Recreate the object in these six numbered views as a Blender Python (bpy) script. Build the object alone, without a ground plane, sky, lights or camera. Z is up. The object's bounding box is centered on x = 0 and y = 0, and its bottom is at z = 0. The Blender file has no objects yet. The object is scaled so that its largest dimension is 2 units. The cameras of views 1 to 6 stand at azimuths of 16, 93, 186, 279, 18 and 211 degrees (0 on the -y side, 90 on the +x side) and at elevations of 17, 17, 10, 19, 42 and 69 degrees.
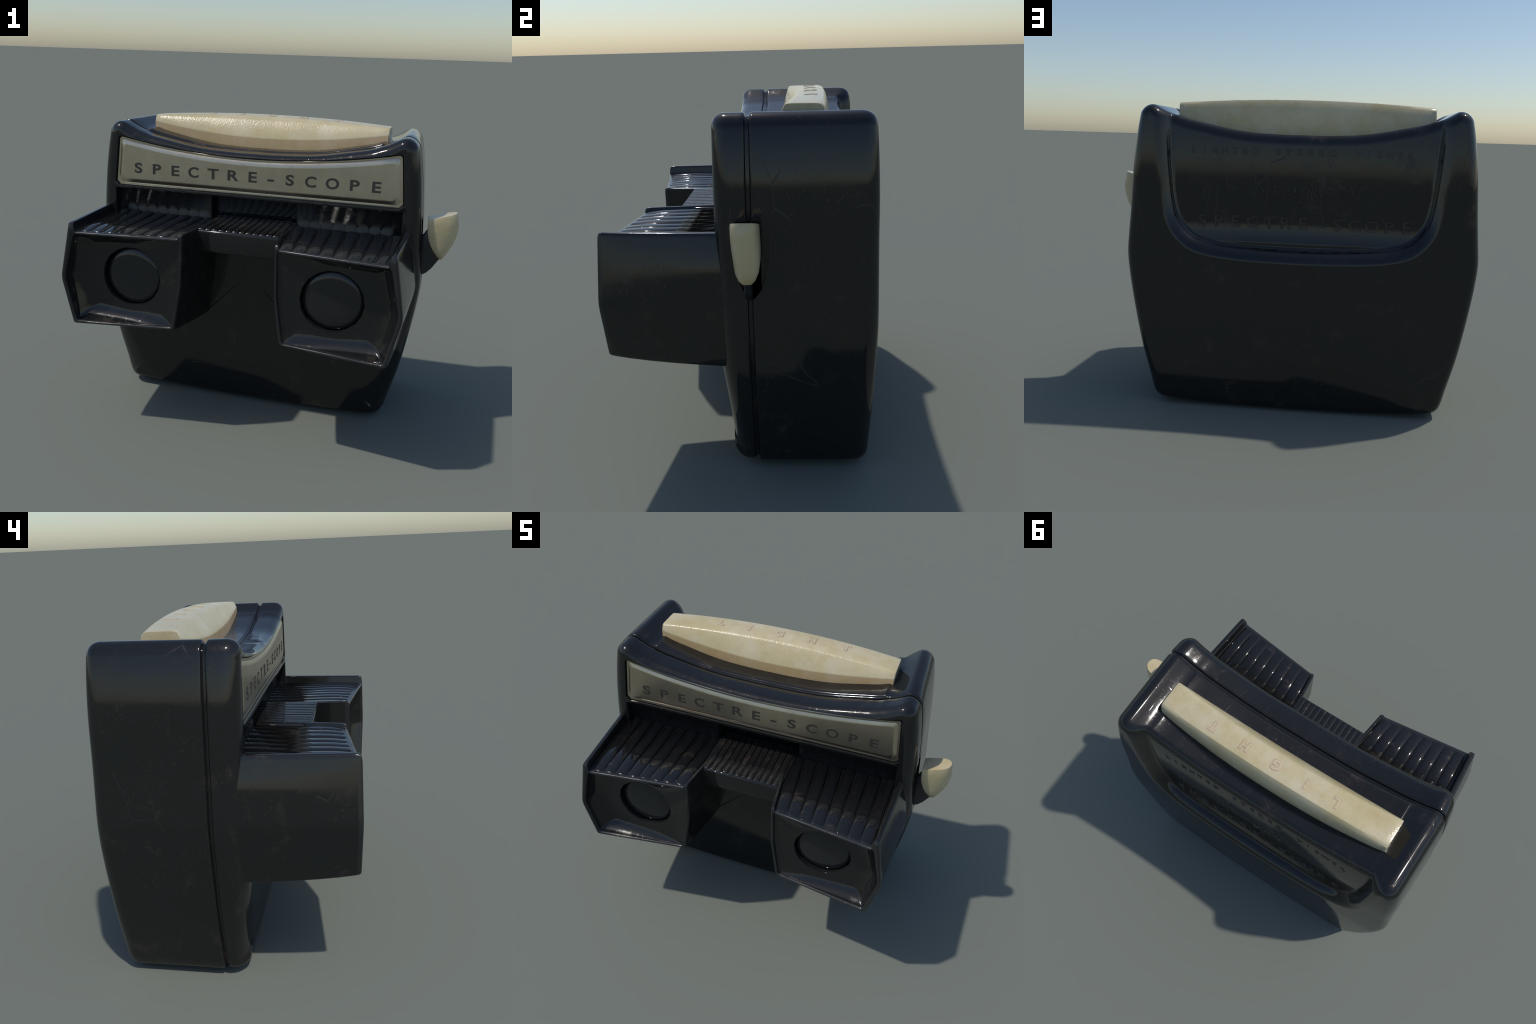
import bpy, bmesh, math, random
import numpy as np
from mathutils import Vector, Matrix

random.seed(7)
CX = -0.077                      # plane of symmetry of the viewer (the lever makes the box lopsided)

# ------------------------------------------------------------------ helpers
def obj_from(name, verts, faces, mat, parent=None, sharp=40, mats=None, fmat=None):
    me = bpy.data.meshes.new(name)
    me.from_pydata([tuple(map(float, v)) for v in verts], [], [tuple(int(i) for i in f) for f in faces])
    me.validate()
    bm = bmesh.new(); bm.from_mesh(me)
    bmesh.ops.recalc_face_normals(bm, faces=bm.faces)
    bm.to_mesh(me); bm.free()
    finish_mesh(me, mat, sharp)
    ob = bpy.data.objects.new(name, me)
    bpy.context.scene.collection.objects.link(ob)
    if parent is not None:
        ob.parent = parent
    return ob

def finish_mesh(me, mat, sharp=40):
    me.materials.clear(); me.materials.append(mat)
    me.polygons.foreach_set("use_smooth", [True] * len(me.polygons))
    if sharp is not None:
        me.set_sharp_from_angle(angle=math.radians(sharp))
    me.update()

def apply_mods(ob, sharp=40):
    dg = bpy.context.evaluated_depsgraph_get(); dg.update()
    me = bpy.data.meshes.new_from_object(ob.evaluated_get(dg))
    old = ob.data; mat = old.materials[0]
    ob.modifiers.clear(); ob.data = me; me.name = ob.name
    bpy.data.meshes.remove(old)
    finish_mesh(me, mat, sharp)

def cut(ob, verts, faces, sharp=40):
    c = obj_from("cutter", verts, faces, ob.data.materials[0])
    m = ob.modifiers.new("cut", 'BOOLEAN'); m.operation = 'DIFFERENCE'; m.object = c; m.solver = 'EXACT'
    apply_mods(ob, sharp)
    me = c.data; bpy.data.objects.remove(c); bpy.data.meshes.remove(me)

def bevel(ob, w, seg=2, angle=30, sharp=40):
    m = ob.modifiers.new("bevel", 'BEVEL'); m.width = w; m.segments = seg
    m.limit_method = 'ANGLE'; m.angle_limit = math.radians(angle)
    apply_mods(ob, sharp)

def prism(poly, axis, a, b):
    """closed prism: poly is a list of 2D points in the two other axes (x,z for axis y, y,z for axis x)."""
    n = len(poly); V = []
    for t in (a, b):
        for p in poly:
            V.append((t, p[0], p[1]) if axis == 'x' else (p[0], t, p[1]))
    F = [tuple(range(n)), tuple(range(2 * n - 1, n - 1, -1))]
    F += [(i, (i + 1) % n, n + (i + 1) % n, n + i) for i in range(n)]
    return V, F

def box(x0, x1, y0, y1, z0, z1):
    return prism([(x0, z0), (x1, z0), (x1, z1), (x0, z1)], 'y', y0, y1)

def spline(ctrl, n):
    """Catmull-Rom through control points, resampled to n points of equal arc length."""
    P = np.array(ctrl, float)
    Q = np.vstack([2 * P[0] - P[1], P, 2 * P[-1] - P[-2]])
    out = []
    for i in range(1, len(Q) - 2):
        p0, p1, p2, p3 = Q[i - 1], Q[i], Q[i + 1], Q[i + 2]
        d1, d0, d2 = np.linalg.norm(p2 - p1) ** .5, np.linalg.norm(p1 - p0) ** .5, np.linalg.norm(p3 - p2) ** .5
        m1 = (p2 - p1) + d1 * ((p1 - p0) / d0 - (p2 - p0) / (d0 + d1))
        m2 = (p2 - p1) + d1 * ((p3 - p2) / d2 - (p3 - p1) / (d1 + d2))
        t = np.linspace(0, 1, 40, endpoint=False)[:, None]
        out.append((2*t**3-3*t**2+1)*p1 + (t**3-2*t**2+t)*m1 + (-2*t**3+3*t**2)*p2 + (t**3-t**2)*m2)
    out = np.vstack(out + [P[-1:]])
    s = np.r_[0, np.cumsum(np.linalg.norm(np.diff(out, axis=0), axis=1))]
    u = np.linspace(0, s[-1], n)
    return np.c_[np.interp(u, s, out[:, 0]), np.interp(u, s, out[:, 1])]

def loft(rings, closed=True, cap0=True, cap1=True):
    """rings: list of equal-length (n,3) arrays."""
    n = len(rings[0]); V = np.vstack(rings); F = []
    m = n if closed else n - 1
    for r in range(len(rings) - 1):
        a, b = r * n, (r + 1) * n
        for i in range(m):
            j = (i + 1) % n
            F.append((a + i, a + j, b + j, b + i))
    if cap0: F.append(tuple(range(n)))
    if cap1: F.append(tuple(range(len(V) - n, len(V))))
    return V, F

# ------------------------------------------------------------------ materials
class G:
    """tiny node-graph writer"""
    def __init__(s, name):
        s.m = bpy.data.materials.new(name); s.m.use_nodes = True
        s.t = s.m.node_tree; s.t.nodes.clear()
        s.out = s.t.nodes.new('ShaderNodeOutputMaterial')
        s.b = s.t.nodes.new('ShaderNodeBsdfPrincipled')
        s.t.links.new(s.b.outputs[0], s.out.inputs[0])
        s.co = s.t.nodes.new('ShaderNodeTexCoord').outputs['Object']
    def link(s, a, b): s.t.links.new(a, b)
    def put(s, sock, v):
        if hasattr(v, 'is_output'): s.link(v, sock)
        else: sock.default_value = v
    def mapping(s, scale=(1, 1, 1), rot=(0, 0, 0), loc=(0, 0, 0), src=None):
        n = s.t.nodes.new('ShaderNodeMapping'); s.link(src or s.co, n.inputs[0])
        n.inputs['Scale'].default_value = scale; n.inputs['Rotation'].default_value = rot
        n.inputs['Location'].default_value = loc
        return n.outputs[0]
    def noise(s, scale, detail=4, rough=.6, vec=None, dist=0):
        n = s.t.nodes.new('ShaderNodeTexNoise'); s.link(vec or s.co, n.inputs['Vector'])
        n.inputs['Scale'].default_value = scale; n.inputs['Detail'].default_value = detail
        n.inputs['Roughness'].default_value = rough; n.inputs['Distortion'].default_value = dist
        return n.outputs['Fac']
    def ramp(s, v, a, b, va=0., vb=1.):
        n = s.t.nodes.new('ShaderNodeMapRange'); n.interpolation_type = 'SMOOTHSTEP'
        s.put(n.inputs[0], v)
        for i, x in zip((1, 2, 3, 4), (a, b, va, vb)): n.inputs[i].default_value = x
        return n.outputs[0]
    def math(s, op, a, b=0.):
        n = s.t.nodes.new('ShaderNodeMath'); n.operation = op
        s.put(n.inputs[0], a); s.put(n.inputs[1], b)
        return n.outputs[0]
    def mix(s, f, a, b):
        n = s.t.nodes.new('ShaderNodeMix'); n.data_type = 'RGBA'
        s.put(n.inputs[0], f)
        for i, c in ((6, a), (7, b)):
            s.put(n.inputs[i], c if hasattr(c, 'is_output') else (*c, 1.))
        return n.outputs[2]
    def scratches(s, scale, rot, seed, width=.012):
        """hair lines: thin level sets of a stretched Voronoi edge field, kept only in patches"""
        w = s.mapping((scale, scale * .45, scale * .22), rot, (seed, seed * .7, seed * 1.3))
        v = s.t.nodes.new('ShaderNodeTexVoronoi'); v.feature = 'DISTANCE_TO_EDGE'
        n = s.t.nodes.new('ShaderNodeTexNoise'); n.inputs['Scale'].default_value = 1.1
        s.link(w, n.inputs['Vector'])
        a = s.t.nodes.new('ShaderNodeVectorMath'); a.operation = 'ADD'
        sc = s.t.nodes.new('ShaderNodeVectorMath'); sc.operation = 'SCALE'; sc.inputs['Scale'].default_value = .22
        s.link(n.outputs['Color'], sc.inputs[0])
        s.link(w, a.inputs[0]); s.link(sc.outputs[0], a.inputs[1])
        s.link(a.outputs[0], v.inputs['Vector']); v.inputs['Scale'].default_value = 1.
        line = s.ramp(v.outputs['Distance'], width * .2, width, 1, 0)
        keep = s.ramp(s.noise(3.2 + seed * .1, 2, vec=s.mapping(loc=(seed * 3, seed, 2 * seed))), .55, .64)
        return s.math('MULTIPLY', line, keep)
    def bump(s, h, strength, dist):
        n = s.t.nodes.new('ShaderNodeBump'); n.inputs['Strength'].default_value = strength
        n.inputs['Distance'].default_value = dist; s.link(h, n.inputs['Height'])
        s.link(n.outputs[0], s.b.inputs['Normal'])
    def set(s, **k):
        for a, v in k.items():
            sock = s.b.inputs[a.replace('_', ' ')]
            s.put(sock, (*v, 1.) if isinstance(v, tuple) and len(v) == 3 else v)

def bakelite(name, base, brown=.5, rough=.13, vary=False, worn=1.):
    g = G(name)
    if vary:                                      # shift the grain from copy to copy
        oi = g.t.nodes.new('ShaderNodeObjectInfo'); ad = g.t.nodes.new('ShaderNodeVectorMath'); ad.operation = 'MULTIPLY_ADD'
        g.link(oi.outputs['Random'], ad.inputs[0]); ad.inputs[1].default_value = (37, 53, 29); g.link(g.co, ad.inputs[2])
        g.co = ad.outputs[0]
    blot = g.math('MULTIPLY', g.ramp(g.noise(9, 6, .68), .53, .70), g.ramp(g.noise(2.3, 2), .45, .62))
    fine = g.math('MULTIPLY', g.ramp(g.noise(75, 3), .56, .72), g.ramp(g.noise(4.1, 3), .44, .60))
    scr = g.math('MAXIMUM', g.scratches(5, (.3, .5, .2), 1.7, .006), g.scratches(7, (1.2, -.6, .9), 4.1, .006))
    scr = g.math('MULTIPLY', scr, worn)
    dirt = g.math('MINIMUM', g.math('ADD', g.math('MULTIPLY', blot, .9), g.math('MULTIPLY', fine, .7)), 1.)
    c = g.mix(g.math('MULTIPLY', dirt, brown), base, (.048, .037, .030))
    c = g.mix(g.math('MULTIPLY', scr, .22), c, (.05, .047, .045))
    r = g.math('ADD', rough, g.math('MULTIPLY', dirt, .22))
    r = g.math('ADD', r, g.math('MULTIPLY', scr, .25))
    r = g.math('ADD', r, g.math('MULTIPLY', g.ramp(g.noise(5, 5, .7), .35, .7), .05))
    g.set(Base_Color=c, Roughness=r)
    g.b.inputs['IOR'].default_value = 1.5
    g.bump(g.math('SUBTRACT', g.math('MULTIPLY', g.noise(26, 2), .10), scr), .10, .003)
    return g.m

def ivory_mat(name, tint=(1, 1, 1)):
    g = G(name)
    a = g.ramp(g.noise(3.4, 5, .62), .32, .70)
    b = g.ramp(g.noise(11, 5, .66), .42, .72)
    k = lambda c: tuple(x * t for x, t in zip(c, tint))
    c = g.mix(a, k((.55, .455, .245)), k((.65, .565, .375)))
    c = g.mix(g.math('MULTIPLY', b, .40), c, k((.53, .405, .19)))
    pale = g.math('MULTIPLY', g.ramp(g.noise(6.5, 6, .7), .48, .72), .45)
    c = g.mix(pale, c, k((.64, .575, .43)))
    tan = g.math('MULTIPLY', g.ramp(g.noise(15, 5, .7, vec=g.mapping((1, 1, 1), (0, 0, 0), (5, 3, 1))),   .52, .74), .36)
    c = g.mix(tan, c, k((.47, .37, .19)))
    sp = g.math('MULTIPLY', g.ramp(g.noise(48, 3), .62, .74), g.ramp(g.noise(5, 2), .5, .62))
    c = g.mix(g.math('MULTIPLY', sp, .35), c, k((.42, .33, .2)))
    pebble = g.noise(95, 3, .6)
    r = g.math('ADD', .17, g.math('MULTIPLY', g.ramp(g.noise(8, 4), .4, .7), .10))
    g.set(Base_Color=c, Roughness=r)
    g.b.inputs['Subsurface Weight'].default_value = .0
    g.bump(pebble, .16, .006)
    return g.m

def plate_mat():
    g = G("aged_metal_plate")
    a = g.ramp(g.noise(5, 5, .65), .35, .7)
    c = g.mix(a, (.50, .44, .335), (.58, .515, .40))
    fl = g.math('MULTIPLY', g.ramp(g.noise(38, 4), .58, .72), g.ramp(g.noise(4, 2), .42, .6))
    c = g.mix(g.math('MULTIPLY', fl, .5), c, (.36, .31, .24))
    brush = g.noise(4, 4, .7, vec=g.mapping((4, 4, 90)))
    g.set(Base_Color=c, Metallic=1., Roughness=g.ramp(brush, .3, .7, .30, .35))
    g.bump(g.noise(60, 3), .03, .002)
    return g.m

def plain(name, col, rough, metal=0.):
    g = G(name)
    n = g.ramp(g.noise(14, 4), .35, .7)
    g.set(Base_Color=g.mix(n, col, tuple(min(1, x * 1.25) for x in col)), Roughness=g.ramp(g.noise(9, 3), .3, .7, rough * .85, rough * 1.15), Metallic=metal)
    return g.m

BLACK = bakelite("black_bakelite", (.0120, .0124, .0124), rough=.07)
GRIME_REFLECTION = bakelite("grime_and_reflection_bakelite", (.0150, .0138, .0128), brown=1., rough=.12)  # grime, with the ivory bar's brown reflection painted into the colour
DULL = bakelite("dull_bakelite", (.0115, .0116, .0125), brown=.7, rough=.24, worn=.2)
RIM = bakelite("lighter_bakelite_rim", (.0200, .0203, .0208), brown=.5, rough=.17)
WORN = bakelite("worn_raised_lettering", (.024, .021, .019), brown=.8, rough=.16)
RIBBED = bakelite("ribbed_bakelite", (.0118, .0116, .0118), brown=1., rough=.06, vary=True, worn=.15)
IVORY = ivory_mat("aged_ivory_plastic")
EDGE = ivory_mat("browned_ivory_plastic", tint=(.86, .74, .66))
STAIN = plain("brown_letter_stain", (.475, .345, .245), .35)
PLATE = plate_mat()
INK = plain("dark_engraved_ink", (.036, .032, .026), .75)
LENS = plain("dark_lens_glass", (.0140, .0146, .0155), .10)
STEM = plain("lever_steel", (.016, .017, .021), .3)

# ------------------------------------------------------------------ thing
viewer = bpy.data.objects.new("stereo_viewer", None)
bpy.context.scene.collection.objects.link(viewer)
viewer["label"] = "black bakelite stereo slide viewer with ivory light bar"
viewer["category"] = "stereo viewer"

# outline of the case in the x-z plane, right half, from the top centre round to the bottom centre
HALF = [(0, 1.453), (.06, 1.4525), (.15, 1.4545), (.28, 1.461), (.38, 1.474), (.465, 1.490), (.53, 1.503), (.593, 1.516),
        (.635, 1.528), (.669, 1.542), (.70, 1.557), (.728, 1.571), (.757, 1.583), (.785, 1.588), (.808, 1.583), (.830, 1.568),
        (.845, 1.547), (.851, 1.523), (.861, 1.47), (.870, 1.41), (.879, 1.34), (.888, 1.24), (.903, 1.04), (.914, .92), (.920, .83),
        (.911, .72), (.886, .545), (.847, .33), (.803, .155), (.783, .074), (.767, .043), (.748, .028), (.722, .020), (.55, .010), (.30, .002), (0, 0)]
def outline(n):
    h = spline(HALF, n)
    h[:, 1] = np.maximum(h[:, 1], 0)
    left = h[1:-1][::-1].copy(); left[:, 0] *= -1
    return np.vstack([h, left])
def normals2(P):
    t = np.roll(P, -2, 0) - np.roll(P, 2, 0)
    n = np.c_[-t[:, 1], t[:, 0]]                # clockwise loop: outward normal
    n /= np.linalg.norm(n, axis=1)[:, None]
    for _ in range(6):
        n = (np.roll(n, 1, 0) + n * 2 + np.roll(n, -1, 0)) / 4
    return n / np.linalg.norm(n, axis=1)[:, None]

# recess panel on the back: half outline from its top downwards
PANEL = [(.695, 1.70), (.692, 1.56), (.687, 1.47), (.683, 1.38), (.674, 1.25), (.66, 1.12), (.636, 1.02), (.60, .962), (.55, .922),
         (.48, .899), (.36, .884), (.2, .876), (0, .873)]
_ph = spline(PANEL, 160)
PANEL_LOOP = np.vstack([_ph, (_ph[:-1] * [-1, 1])[::-1]])
def panel_dist(dx, z):
    """signed distance to the edge of the panel, negative inside"""
    A, B = PANEL_LOOP[:-1], PANEL_LOOP[1:]
    out = np.empty(len(dx))
    for s in range(0, len(dx), 4000):
        p = np.c_[dx[s:s + 4000], z[s:s + 4000]][:, None, :]
        ab = B - A
        t = np.clip(((p - A) * ab).sum(2) / (ab ** 2).sum(1), 0, 1)
        d = np.sqrt((((A + t[..., None] * ab) - p) ** 2).sum(2).min(1))
        x, zz = p[:, 0, 0], p[:, 0, 1]
        xb = np.interp(zz, _ph[::-1, 1], _ph[::-1, 0])
        zb = np.interp(np.abs(x), _ph[::-1, 0], _ph[::-1, 1])
        inside = (np.abs(x) < xb) & (zz > .873) & ((np.abs(x) > .68) | (zz > zb))
        out[s:s + 4000] = np.where(inside, -d, d)
    return out
COVE = .072
def y_back_outer(dx, z):
    y = .580 - (.024 - .005 * np.clip((1.1 - z) / .4, 0, 1)) * (np.abs(dx) / .85) ** 2
    y -= .030 * np.clip((.75 - z) / .75, 0, 1) ** 1.4
    y -= .009 * np.clip((z - 1.18) / .30, 0, 1.2) ** 2
    return y
def y_panel(dx, z):
    """floor of the recess: a scoop, hollow from side to side, flaring out towards its lower edge"""
    q = (np.abs(dx) / .65) ** 2
    y = .497 + .005 * q + np.clip((1.15 - z) / .28, 0, 1.2) ** 2 * (.006 - .004 * q) + .012 * np.clip((1.02 - z) / .12, 0, 1) ** 2
    return y - .011 * np.clip((z - 1.14) / .30, 0, 1.2) ** 2
def recess(dx, z):
    d = panel_dist(dx, z); f = 0
    for o in (-.006, -.003, 0, .003, .006):      # soft foot of the cove
        t = np.clip((d + o) / COVE, 0, 1)
        f = f + np.where(d + o < 0, 1, (1 - t) ** 1.9) / 5
    return f
def y_back(dx, z):
    f = recess(dx, z)
    return y_back_outer(dx, z) * (1 - f) + y_panel(dx, z) * f
def y_front(dx, z):
    return np.where(z > .54, -.096, -.096 + (.54 - z) * .078) - .006 * np.clip((.5 - z) / .4, 0, 1) * (1 - (dx / .8) ** 2)

def shell(name, yfun, sign, y_seam, R_in, R_y, n_half, rings, tongue):
    P = outline(n_half); N2 = normals2(P); n = len(P)
    # the inner slopes of the end humps dip a little behind the seam
    P[:, 1] -= (.009 if sign > 0 else .005) * np.clip(1 - ((np.abs(P[:, 0]) - .715) / .055) ** 2, 0, 1) * (P[:, 1] > 1.3)
    if sign < 0: P[:, 1] += .006 * np.clip(1 - np.abs(P[:, 0]) / .62, 0, .6) / .6 * (P[:, 1] > 1.2)
    if sign < 0: P[:, 1] += .010 * np.clip((.3 - P[:, 1]) / .3, 0, 1)
    R_in, R_y = R_in(P, N2), R_y(P, N2)
    R_in = np.reshape(R_in, (-1, 1)) * np.ones((n, 1)); R_y = R_y * np.ones(n)
    L = []
    def ring(Q, y):                              # the sides draw in slightly towards the back and the front
        k = 1 - .013 * np.clip((y - .06) / .48, 0, 1) * np.ones(n) - .010 * np.clip((.03 - y) / .12, 0, 1)
        L.append(np.c_[Q[:, 0] * k + CX, y * np.ones(n), Q[:, 1]])
    if tongue:                                   # hidden lip that fills the seam
        Q = P - N2 * .015
        ring(Q, tongue); ring(Q, y_seam)
    else:
        ring(P - N2 * .05, y_seam)
    ring(P - N2 * .0105, y_seam); ring(P - N2 * .0035, y_seam + sign * .003); ring(P - N2 * .0008, y_seam + sign * .007); ring(P, y_seam + sign * .013)
    ye = yfun(P[:, 0], P[:, 1]) - sign * R_y
    for k in (.3, .65, 1):
        ring(P, (y_seam + sign * .013) * (1 - k) + ye * k)
    for a in np.linspace(0, math.pi / 2, 9)[1:]:
        Q = P - N2 * R_in * (1 - math.cos(a))
        ring(Q, yfun(Q[:, 0], Q[:, 1]) - sign * R_y * (1 - math.sin(a)))
    c = np.array([0, .80])
    for k in np.linspace(0, 1, rings + 1)[1:-1]:
        W = Q + (c - Q) * k
        ring(W, yfun(W[:, 0], W[:, 1]))
    V, F = loft(L, True, True, False)
    V = np.vstack([V, [[CX, float(yfun(np.array([0.]), np.array([.80]))[0]), .80]]])
    b = len(V) - 1 - n
    F += [(b + i, b + (i + 1) % n, len(V) - 1) for i in range(n)]
    return V, F

# ---- back shell
V, F = shell("back_shell", y_back, 1, .053, lambda P, N: .050, lambda P, N: .062 - .026 * recess(P[:, 0], P[:, 1]), 420, 125, None)
back = obj_from("back_shell", V, F, BLACK, viewer, 72)
# ---- front shell: its flanks are rounded off more and more towards the foot
def flank(P, N): return N[:, 0] ** 2 * np.clip((1.2 - P[:, 1]) / .6, 0, 1.5)
def crown(P, N): return np.clip(1 - np.abs(P[:, 0]) / .6, 0, 1) * (P[:, 1] > 1.2)
V, F = shell("front_shell", y_front, -1, .0375, lambda P, N: .048 + .014 * N[:, 0] ** 2 - .010 * crown(P, N) + .045 * flank(P, N) + .030 * N[:, 0] ** 2 * np.clip((.45 - P[:, 1]) / .3, 0, 1), lambda P, N: .056 + .010 * N[:, 0] ** 2 - .012 * crown(P, N) + .012 * flank(P, N), 220, 14, .09)
front = obj_from("front_shell", V, F, BLACK, viewer, 35)

# slot for the lever on the right-hand side, cut through both shells
slot = [(.124, 1.196), (.119, 1.206), (.108, 1.206), (.085, 1.184), (.0, 1.180), (-.012, 1.172), (-.016, 1.15)]
slot += [(-.016, 1.03), (-.004, .96), (.018, .905), (.044, .872), (.062, .872), (.088, .905), (.110, .96), (.123, 1.03)]
for ob, sh in ((back, 72), (front, 35)):
    cut(ob, *prism(slot, 'x', .808, 1.05), sharp=sh)

# ---- name plate (pocket, plate, letters)
def plate_ring(e, y):
    """closed loop of the plate outline, inset by e"""
    zb = 1.241 + e
    top = lambda x: 1.4345 + .130 * (x - CX) ** 2 - e
    zt_end = 1.4345 + .130 * .768 ** 2 - e
    hw = lambda z: .797 - (z - 1.241) / (1.507 - 1.241) * .026 - e
    c = .020
    L = []
    xb, xt = hw(zb) - c, hw(zt_end) - .012
    for i in range(25): L.append((xb * (-1 + i / 12.), zb))
    for i in range(9):
        z = zb + c + (zt_end - .012 - zb - c) * i / 8.; L.append((hw(z), z))
    for i in range(25):
        x = xt * (1 - i / 12.); L.append((x, 1.4345 + .130 * x * x - e))
    for i in range(9):
        z = zt_end - .012 + (zb + c - zt_end + .012) * i / 8.; L.append((-hw(z), z))
    return np.array([(x + CX, y, z) for x, z in L])
Vc, Fc = loft([plate_ring(-.004, -.3), plate_ring(-.004, -.078)])
cut(front, Vc, Fc, 35)
rings = [plate_ring(0, -.05), plate_ring(0, -.0825), plate_ring(.003, -.0850), plate_ring(.010, -.0850), plate_ring(.014, -.0842),
         plate_ring(.030, -.0925), plate_ring(.036, -.0938), plate_ring(.0385, -.0938)]
V, F = loft(rings, True, True, False)
b = len(V) - 68
for i in range(24):                              # field: bottom row to top row
    F.append((b + i, b + i + 1, b + 34 + 23 - i, b + 34 + 24 - i))
F.append(tuple([b + 24] + list(range(b + 25, b + 34)) + [b + 34]))
F.append(tuple([b + 58] + list(range(b + 59, b + 68)) + [b]))
plate = obj_from("name_plate", V, F, PLATE, viewer, 28)

def text_mesh(s, size, extrude, offset=0., bev=0., spacing=1., align='CENTER', shear=0.):
    cu = bpy.data.curves.new("glyph", 'FONT'); cu.body = s; cu.size = size
    cu.extrude = extrude; cu.offset = offset; cu.align_x = align; cu.bevel_depth = bev; cu.bevel_resolution = 1
    cu.space_character = spacing; cu.shear = shear; cu.resolution_u = 6
    ob = bpy.data.objects.new("glyph", cu); bpy.context.scene.collection.objects.link(ob)
    dg = bpy.context.evaluated_depsgraph_get(); dg.update()
    me = bpy.data.meshes.new_from_object(ob.evaluated_get(dg))
    bpy.data.objects.remove(ob); bpy.data.curves.remove(cu)
    return me

letters_cache = {}
def plate_letter(ch, x):
    if ch not in letters_cache:
        me = text_mesh(ch, .0775, .0012, .0020)
        co = np.empty(len(me.vertices) * 3); me.vertices.foreach_get("co", co); co = co.reshape(-1, 3)
        w = (co[:, 0].max() + co[:, 0].min()) / 2
        co[:, 0] = (co[:, 0] - w) * (1.55 if ch == '-' else 1.15 if ch in 'CO' else 1.32)
        co = np.c_[co[:, 0], -co[:, 2], co[:, 1]]
        me.vertices.foreach_set("co", co.ravel()); finish_mesh(me, INK, 40); me.name = "letter"
        letters_cache[ch] = me
    o = bpy.data.objects.new("letter", letters_cache[ch]); bpy.context.scene.collection.objects.link(o)
    o.parent = plate; o.location = (x, -.0940, 1.3135)
for i, ch in enumerate("SPECTRE-SCOPE"):
    plate_letter(ch, (-.735, -.624, -.515, -.410, -.297, -.184, -.075, .024, .127, .238, .352, .467, .578)[i])

# ---- recess under the ledge, above the shelf (stepped: deeper over the bridge)
cut(front, *box(CX - .797, CX + .797, -.3, -.046, 1.02, 1.222), sharp=35)
cut(front, *box(CX - .243, CX + .243, -.3, .049, 1.02, 1.2215), sharp=35)
bevel(front, .005, 2, 50, 35)

# ------------------------------------------------------------------ eyepiece housings
HC, ZC, HR = .524, .838, .159
def y_face(dx): return -(.493 + .074 * (dx - .24) / .572)
#            inner rail ........................   outer rail ...................  waist        bottom                    inner side
OUTER = [(.235, 1.088), (.237, 1.096), (.252, 1.096), (.258, 1.078), (.786, 1.078), (.794, 1.124), (.818, 1.124), (.845, .975), (.871, .830), (.813, .577), (.279, .585), (.241, .83)]
REAR  = [(.169, 1.088), (.171, 1.096), (.187, 1.096), (.193, 1.078), (.820, 1.078), (.828, 1.124), (.855, 1.124), (.887, .990), (.906, .830), (.856, .540), (.222, .540), (.185, .83)]
INNER = [(.254, 1.049), (.256, 1.054), (.264, 1.055), (.270, 1.055), (.776, 1.059), (.788, 1.059), (.798, 1.048), (.823, .945), (.847, .830), (.794, .598), (.296, .602), (.261, .83)]
CORNER = [.003, .003, .003, .003, .004, .005, .010, .05, .03, .014, .014, .03]
def dense(poly, per=7):
    P = np.array(poly); n = len(P); out = []
    for i in range(n):
        a, p, q = P[i - 1], P[i], P[(i + 1) % n]
        la, lq = np.linalg.norm(a - p), np.linalg.norm(q - p)
        r = min(CORNER[i], la * .4, lq * .4)
        A, B = p + (a - p) / la * r, p + (q - p) / lq * r
        for t in (0, .25, .5, .75, 1):
            out.append((1 - t) ** 2 * A + 2 * t * (1 - t) * p + t * t * B)
        r2 = min(CORNER[(i + 1) % n], lq * .4)
        nx = q + (p - q) / lq * r2
        for t in np.linspace(0, 1, per + 1)[1:-1]:
            out.append(B + (nx - B) * t)
    return np.array(out)
DO, DR, DI = dense(OUTER), dense(REAR), dense(INNER)
def place(side, D, y): return np.c_[CX + side * D[:, 0] - (.004 if side < 0 else .001) * np.clip((D[:, 0] - .3) / .4, 0, 1), y, D[:, 1]]
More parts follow.
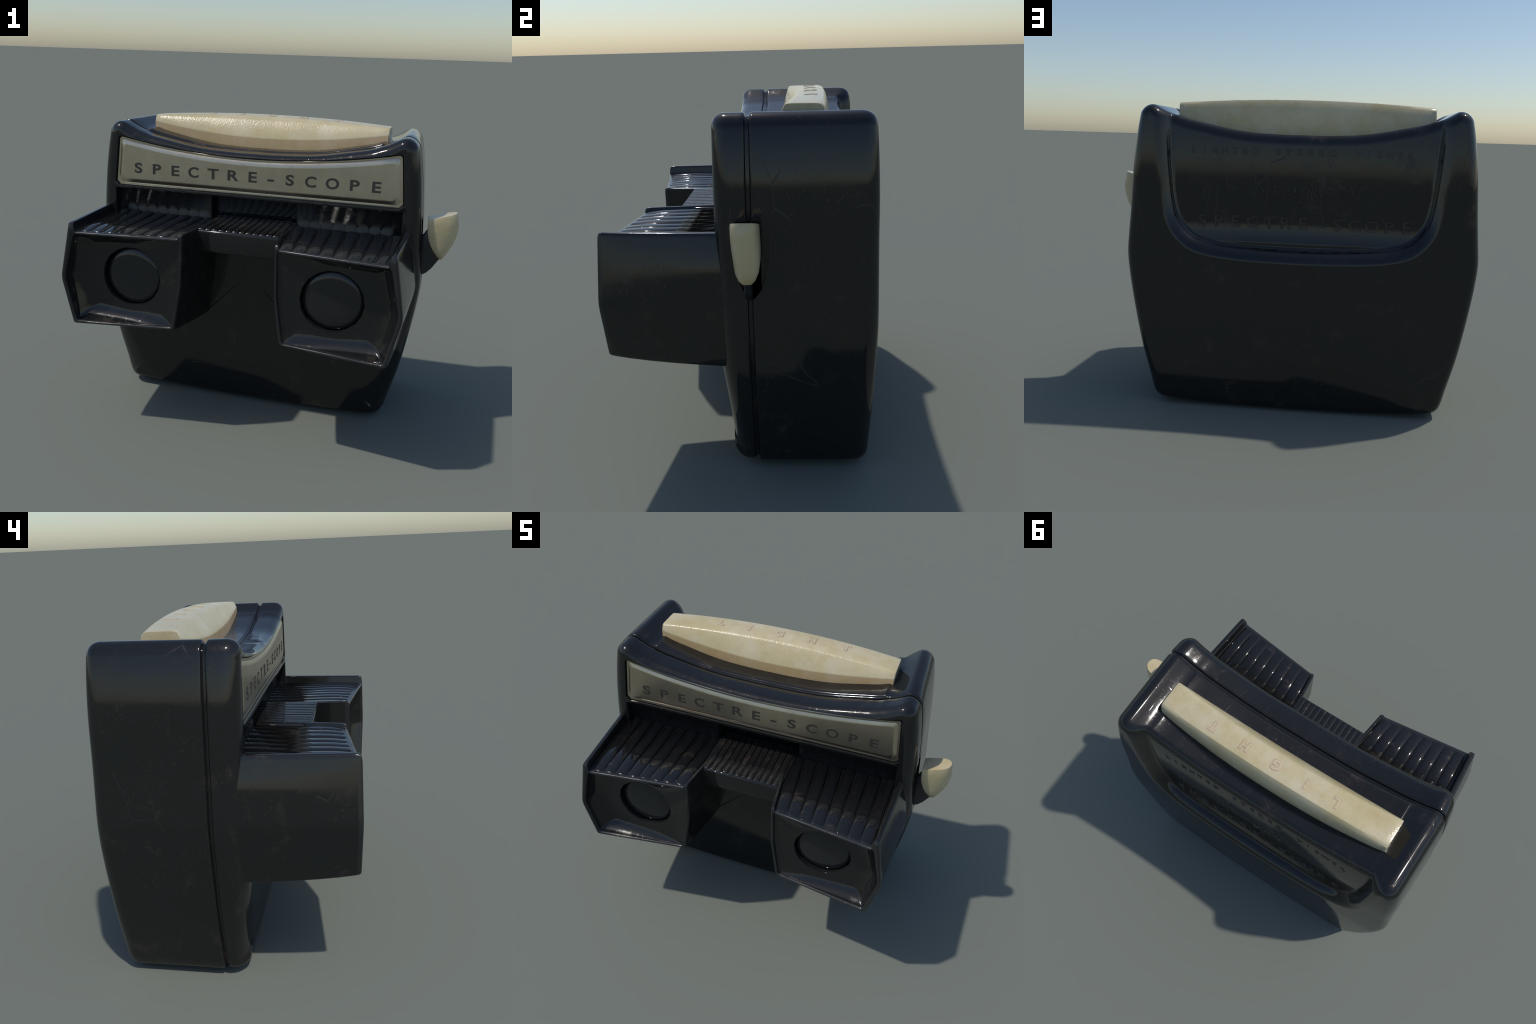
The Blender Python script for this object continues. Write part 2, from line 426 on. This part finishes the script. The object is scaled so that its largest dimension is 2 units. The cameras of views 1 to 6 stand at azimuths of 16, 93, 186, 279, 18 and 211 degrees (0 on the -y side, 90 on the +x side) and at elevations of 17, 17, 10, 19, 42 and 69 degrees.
def housing(side):
    L = []
    for p in (1, .75, .5, .3, .15, .06, .018):
        D = DO * (1 - p) + DR * p
        sag = -.010 * math.sin(math.pi * p ** .8) * np.clip((.75 - D[:, 1]) / .15, 0, 1)
        swell = .002 * min(1, max(0, p - .018) / .12) * (1 - p) * np.clip((D[:, 0] - .74) / .06, 0, 1) * np.clip((1.12 - D[:, 1]) / .06, 0, 1)
        D = D + np.c_[swell, sag]
        L.append(place(side, D, y_face(DO[:, 0]) * (1 - p) + .016 * p))
    f = y_face(DO[:, 0])
    for k, dy in ((.04, -.002), (.14, -.0062), (.32, -.0092), (.50, -.0100), (.68, -.0086), (.84, -.0045), (.94, .001), (.985, .007)):
        L.append(place(side, DO * (1 - k) + DI * k, f + dy))
    # funnel from the rim down to the round eye hole
    v = DI - [HC, ZC]; th = np.arctan2(v[:, 1], v[:, 0])
    n = 18; seg = 2 * math.pi / n
    rr = HR * math.cos(seg / 2) / np.cos((th % seg) - seg / 2)
    C = np.c_[HC + rr * np.cos(th), ZC + rr * np.sin(th)]
    fi = y_face(DI[:, 0])
    yh = -.474 + .0 * fi
    pw = 1.6 + 4.2 * np.clip(np.cos(th), 0, 1) ** 2 + 1.6 * np.clip(-np.sin(th), 0, 1) ** 2
    for q in (0.02, .12, .3, .5, .7, .88, 1):
        D = DI * (1 - q) + C * q
        s = 1 - (1 - q) ** pw
        L.append(place(side, D, (fi + .009) * (1 - s) + yh * s))
    C2 = np.c_[HC + rr * .985 * np.cos(th), ZC + rr * .985 * np.sin(th)]
    L.append(place(side, C2, yh + .006)); L.append(place(side, C2, yh + .050))
    V, F = loft(L)
    h = obj_from("eyepiece_housing", V, F, BLACK, front, 32)
    h.data.materials.append(RIM)                  # the bead round the opening has a lighter base colour
    m = len(DO)
    for p in h.data.polygons:
        if m * 6 <= p.index < m * 14:
            p.material_index = 1
    # lens: a shallow dome set back in the hole
    L = []; m = 36
    for k, y in ((1, -.428), (.985, -.437), (.95, -.446), (.89, -.4525), (.80, -.4570), (.68, -.4600), (.48, -.4620), (.24, -.4630), (.05, -.4632)):
        a = np.linspace(0, 2 * math.pi, m, endpoint=False)
        L.append(np.c_[CX + side * HC + k * .1575 * np.cos(a), np.full(m, y), ZC + k * .1575 * np.sin(a)])
    V, F = loft(L)
    obj_from("lens", V, F, LENS, h, 40)
    return h
housings = {s: housing(s) for s in (-1, 1)}

# ------------------------------------------------------------------ bridge over the nose
V, F = box(CX - .232, CX + .232, -.338, .02, .973, 1.090)
bridge = obj_from("bridge", V, F, BLACK, front, 40)
bevel(bridge, .011, 3, 30)

# ------------------------------------------------------------------ ribs
def rib_mesh(name, w, h, L, arch, front_round=.02, pts=9):
    """a bar lying along -y from y=0, crest at z=h"""
    u = np.linspace(-1, 1, pts)
    rings = []
    for q in (None, 1, .9, .8, .7, .6, .5, .4, .3, .2, .12, .05, 0):
        y = 0 if q is None else -(L - front_round * q)
        drop = 0 if q is None else .009 * (1 - q) ** 2 + (.006 if q == 0 else .0015 if q == .05 else 0)
        z = h - arch * np.abs(u) ** 3.4 - drop * .8 - .0006 * u * u
        prof = np.c_[u * w / 2, np.full(pts, y), z]
        prof = np.vstack([[(-w / 2, y, -.02)], prof, [(w / 2, y, -.02)]])
        rings.append(prof)
    return loft(rings)
def add_ribs():
    V, F = rib_mesh("rib", .0672, .0105, 1.0, .0065, .22, 15)
    base = obj_from("rib", V, F, RIBBED, None, 35); me = base.data; bpy.data.objects.remove(base)
    roll = []
    for v in me.vertices:
        n = v.normal.copy()
        if v.co.z > -.01 and -.999 < v.co.y < -.001:
            k = max(0., (-v.co.y - .52) / .48)
            n = Vector((n.x, -.46 * math.tan(math.radians(9) * k ** 1.3), max(n.z, .35))).normalized()
        roll.append(n)
    me.normals_split_custom_set_from_vertices(roll)
    rnd = random.Random(3)
    for side in (-1, 1):
        for i in range(8):
            f0 = .257 + (.784 - .257) * (i + .5) / 8; b0 = .210 + (.806 - .210) * (i + .5) / 8
            yb = -.040; yf = y_face(f0) + .008
            o = bpy.data.objects.new("rib", me); bpy.context.scene.collection.objects.link(o); o.parent = housings[side]
            o.location = (CX + side * b0, yb, 1.0775 + rnd.uniform(-.0012, .0012))
            ang = math.atan2(side * (f0 - b0), yb - yf)
            o.rotation_euler = (0, rnd.uniform(-.02, .02), ang)
            o.scale = (1.0, math.hypot(yb - yf, f0 - b0), 1)
    V, F = rib_mesh("rib", .0295, .0078, .330, .0020, .008, 9)
    base = obj_from("rib", V, F, RIBBED, None, 35); me = base.data; bpy.data.objects.remove(base)
    for i in range(12):
        o = bpy.data.objects.new("rib", me); bpy.context.scene.collection.objects.link(o); o.parent = bridge
        o.location = (CX + (i - 5.5) * .0362, -.0035, 1.0895 + rnd.uniform(-.0005, .0005)); o.rotation_euler = (0, rnd.uniform(-.012, .012), 0)
    # short upright ribs on the wall behind the shelves, kinked like chevrons
    w = .062; u = np.linspace(-1, 1, 9); L = []
    for z, out in ((0, .0085), (.012, .0070), (.024, .0042), (.036, .0018), (.050, .0006), (.08, .0), (.141, -.001)):
        prof = np.c_[u * w / 2, -(out + .003 - .003 * np.abs(u) ** 4), np.full(9, z)]
        L.append(np.vstack([[(-w / 2, .03, z)], prof, [(w / 2, .03, z)]]))
    base = obj_from("wall_rib", *loft(L), DULL, None, 35); me = base.data; bpy.data.objects.remove(base)
    for side in (-1, 1):
        for i in range(8):
            o = bpy.data.objects.new("wall_rib", me); bpy.context.scene.collection.objects.link(o); o.parent = front
            o.location = (CX + side * (.252 + (.755 - .252) * (i + .5) / 8), -.0425, 1.080)
add_ribs()

# ------------------------------------------------------------------ light bar
def bar_ring(t):
    w = 1 - t * t
    E = [(.172, 1.49), (.1725, 1.574), (.175, 1.580), (.185, 1.6035), (.193, 1.6085), (.215, 1.6095), (.300, 1.6090), (.326, 1.6075), (.3345, 1.6040), (.345, 1.593), (.3515, 1.560), (.353, 1.49)]
    M = [(.158, 1.42), (.161, 1.514), (.164, 1.522), (.221, 1.607), (.233, 1.6185), (.254, 1.6275), (.300, 1.6315), (.350, 1.6330), (.3615, 1.6305), (.3715, 1.6145), (.385, 1.562), (.374, 1.43)]
    P = np.array(E) * (1 - w) + np.array(M) * w
    return np.c_[np.full(len(P), CX + .669 * t), P]
L = [bar_ring(t) for t in np.linspace(-1, 1, 41)]
e = []
for s, src in ((-1, L[0]), (1, L[-1])):           # rounded ends
    c = src.mean(0)
    r1 = src.copy(); r1[:, 0] += s * .0035; r1[:, 1:] = c[1:] + (r1[:, 1:] - c[1:]) * [.965, .965]
    e.append(r1)
V, F = loft([e[0]] + L + [e[1]])
bar = obj_from("light_bar", V, F, IVORY, viewer, 30)
bar.data.materials.append(EDGE)                   # the browned strip along the foot of the front
for p in bar.data.polygons:
    if p.index % 12 == 0 and p.index < 12 * 42:
        p.material_index = 1
def bar_z(x, y):
    """height of the top of the bar"""
    out = np.empty(len(x))
    for i in range(len(x)):
        P = bar_ring((x[i] - CX) / .669)
        out[i] = np.interp(y[i], P[3:10, 1], P[3:10, 2])
    return out
for ch, x in zip("LIGHT", (-.428, -.258, -.085, .103, .298)):
    for nm, off, ext, mat, lift in (("letter_stain", .0068, .0004, STAIN, .0003), ("letter", .0016, .0008, IVORY, .0010)):
        me = text_mesh(ch, .072, ext, off, .0008 if nm == "letter" else 0)
        co = np.empty(len(me.vertices) * 3); me.vertices.foreach_get("co", co); co = co.reshape(-1, 3)
        co[:, 0] += x - (co[:, 0].max() + co[:, 0].min()) / 2; co[:, 1] += .273
        co[:, 2] += bar_z(co[:, 0], co[:, 1]) + lift
        me.vertices.foreach_set("co", co.ravel()); finish_mesh(me, mat, 40); me.name = nm
        o = bpy.data.objects.new(nm, me); bpy.context.scene.collection.objects.link(o); o.parent = bar

# ------------------------------------------------------------------ raised seat under the bar
HT = spline(HALF[:18], 300)
def z_top(dx): return np.interp(np.abs(dx), HT[:240, 0], HT[:240, 1])
L = []
for x, k in [(-.662, 0), (-.655, .8)] + [(v, 1) for v in np.linspace(-.648, .648, 61)] + [(.655, .8), (.662, 0)]:
    zt = float(z_top(x)); h = .009 * k
    prof = [(.060, -.02), (.0605, -.001), (.064, h * .62), (.071, h * .93), (.080, h), (.215, h), (.30, h * .2), (.31, -.02)]
    L.append(np.array([(CX + x, y, zt + dz) for y, dz in prof]))
obj_from("bar_seat", *loft(L), GRIME_REFLECTION, back, 50)

# ------------------------------------------------------------------ advance lever
lever = bpy.data.objects.new("lever", None); bpy.context.scene.collection.objects.link(lever); lever.parent = viewer
lever.location = (0, 0, 0)
stem_poly = [(.79, .850), (.831, .864), (.862, .884), (.887, .912), (.921, .967), (.90, 1.03), (.875, 1.10), (.850, 1.125), (.826, 1.085), (.79, 1.07)]
stem = obj_from("lever_arm", *prism(stem_poly, 'y', .026, .056), STEM, lever, 40); bevel(stem, .005, 2)
S = [  # inner x,z  outer x,z  half width, centre y
     (.922, .965, .929, .963, .020, .041), (.905, .985, .944, .978, .037, .041), (.886, 1.012, .961, 1.008, .049, .0415), (.868, 1.045, .978, 1.042, .0535, .042),
     (.856, 1.078, .990, 1.078, .056, .041), (.849, 1.110, .997, 1.112, .0575, .039), (.845, 1.150, .9995, 1.150, .058, .037), (.844, 1.176, .991, 1.205, .0575, .036), (.846, 1.1795, .985, 1.2185, .0555, .036)]
L = []
for xi, zi, xo, zo, hy, yc in S:
    w = xo - xi
    pts = []
    for u, v in ((0, -.94), (.06, -1), (.40, -1), (.64, -.95), (.83, -.80), (.95, -.52), (1, -.18), (1, .18), (.95, .52), (.83, .80), (.64, .95), (.40, 1), (.06, 1), (0, .94)):
        pts.append((xi + w * u, yc + .94 * hy * v, zi + (zo - zi) * u))
    L.append(np.array(pts))
grip = obj_from("lever_grip", *loft(L), IVORY, lever, 38)

# ------------------------------------------------------------------ embossed writing
def emboss(me, name, to_xyz, mat, parent, sharp=40):
    co = np.empty(len(me.vertices) * 3); me.vertices.foreach_get("co", co); co = co.reshape(-1, 3)
    me.vertices.foreach_set("co", to_xyz(co).ravel()); finish_mesh(me, mat, sharp); me.name = name; me.update()
    o = bpy.data.objects.new(name, me); bpy.context.scene.collection.objects.link(o); o.parent = parent
    return o
def back_word(s, x0, x1, zb, size, lift=.0028, bev=.0026):
    n = len(s); step = (x1 - x0) / (n - 1)
    for i, ch in enumerate(s):
        if ch == ' ': continue
        me = text_mesh(ch, size, lift, .0002, bev)
        def f(co, i=i):
            c = (co[:, 0].max() + co[:, 0].min()) / 2
            x = x0 + step * i - (co[:, 0] - c) * 1.15; z = zb + co[:, 1]
            return np.c_[x, y_back(x - CX, z) + co[:, 2], z]
        emboss(me, "embossed_letter", f, WORN, back)
back_word("LIGHTED", .480, .165, 1.352, .043, .0010, .0016)
back_word("STEREO", .048, -.230, 1.352, .043, .0010, .0016)
back_word("VIEWER", -.358, -.620, 1.352, .043, .0010, .0016)
back_word("SPECTRE-SCOPE", .432, -.618, .977, .083)

def stroke(pts):
    P = np.array(pts, float)
    x = .182 - (P[:, 0] - 190) * .000277
    z = 1.138 - (P[:, 1] - 520 - .03 * (P[:, 0] - 300)) * .000277
    return spline(np.c_[x, z], max(12, len(pts) * 5)) if len(pts) > 2 else np.c_[x, z]
SCRIPT = dict(
    s_cap=[(395, 275), (412, 205), (438, 165), (390, 135), (320, 150), (265, 210), (278, 278), (340, 330), (400, 382), (420, 445), (380, 502), (310, 522), (235, 490), (200, 430), (240, 385)],
    a=[(675, 372), (630, 335), (570, 360), (510, 430), (500, 490), (535, 510), (590, 460), (650, 400), (625, 480), (650, 505), (720, 445), (800, 385), (822, 368)],
    w=[(822, 368), (795, 450), (805, 510), (860, 460), (915, 378), (898, 450), (908, 515), (960, 470), (1022, 358), (1008, 430), (1040, 472), (1085, 452)],
    y=[(1120, 430), (1175, 378), (1145, 460), (1170, 505), (1225, 460), (1275, 398), (1240, 520), (1190, 620), (1140, 656), (1105, 622), (1160, 568), (1250, 522), (1335, 455)],
    e=[(1335, 455), (1400, 470), (1470, 430), (1505, 385), (1480, 350), (1420, 385), (1370, 475), (1400, 540), (1450, 545), (1540, 470)],
    r=[(1540, 470), (1600, 450), (1650, 350), (1675, 395), (1735, 425), (1690, 480), (1685, 540), (1730, 525), (1790, 465)],
    mark=[(1940, 188), (1922, 215), (1900, 245)],
    s=[(1940, 490), (1990, 430), (2040, 368), (2055, 440), (2078, 505), (2040, 560), (1985, 568), (1955, 530)])
Vs, Fs = [], []
for pts in SCRIPT.values():
    Q = stroke(pts); T = np.gradient(Q, axis=0); T /= np.linalg.norm(T, axis=1)[:, None] + 1e-9
    Nn = np.c_[-T[:, 1], T[:, 0]]; yb = y_back(Q[:, 0] - CX, Q[:, 1]); R = []
    for a in np.linspace(0, 2 * math.pi, 8, endpoint=False):
        R.append(np.c_[Q[:, 0] + Nn[:, 0] * .0046 * math.cos(a), yb - .0008 + .0050 * math.sin(a), Q[:, 1] + Nn[:, 1] * .0046 * math.cos(a)])
    rings = [np.array([r[i] for r in R]) for i in range(len(Q))]
    v, f = loft(rings); Fs += [tuple(i + len(Vs) for i in q) for q in f]; Vs += list(v)
obj_from("embossed_script", Vs, Fs, WORN, back, 60)
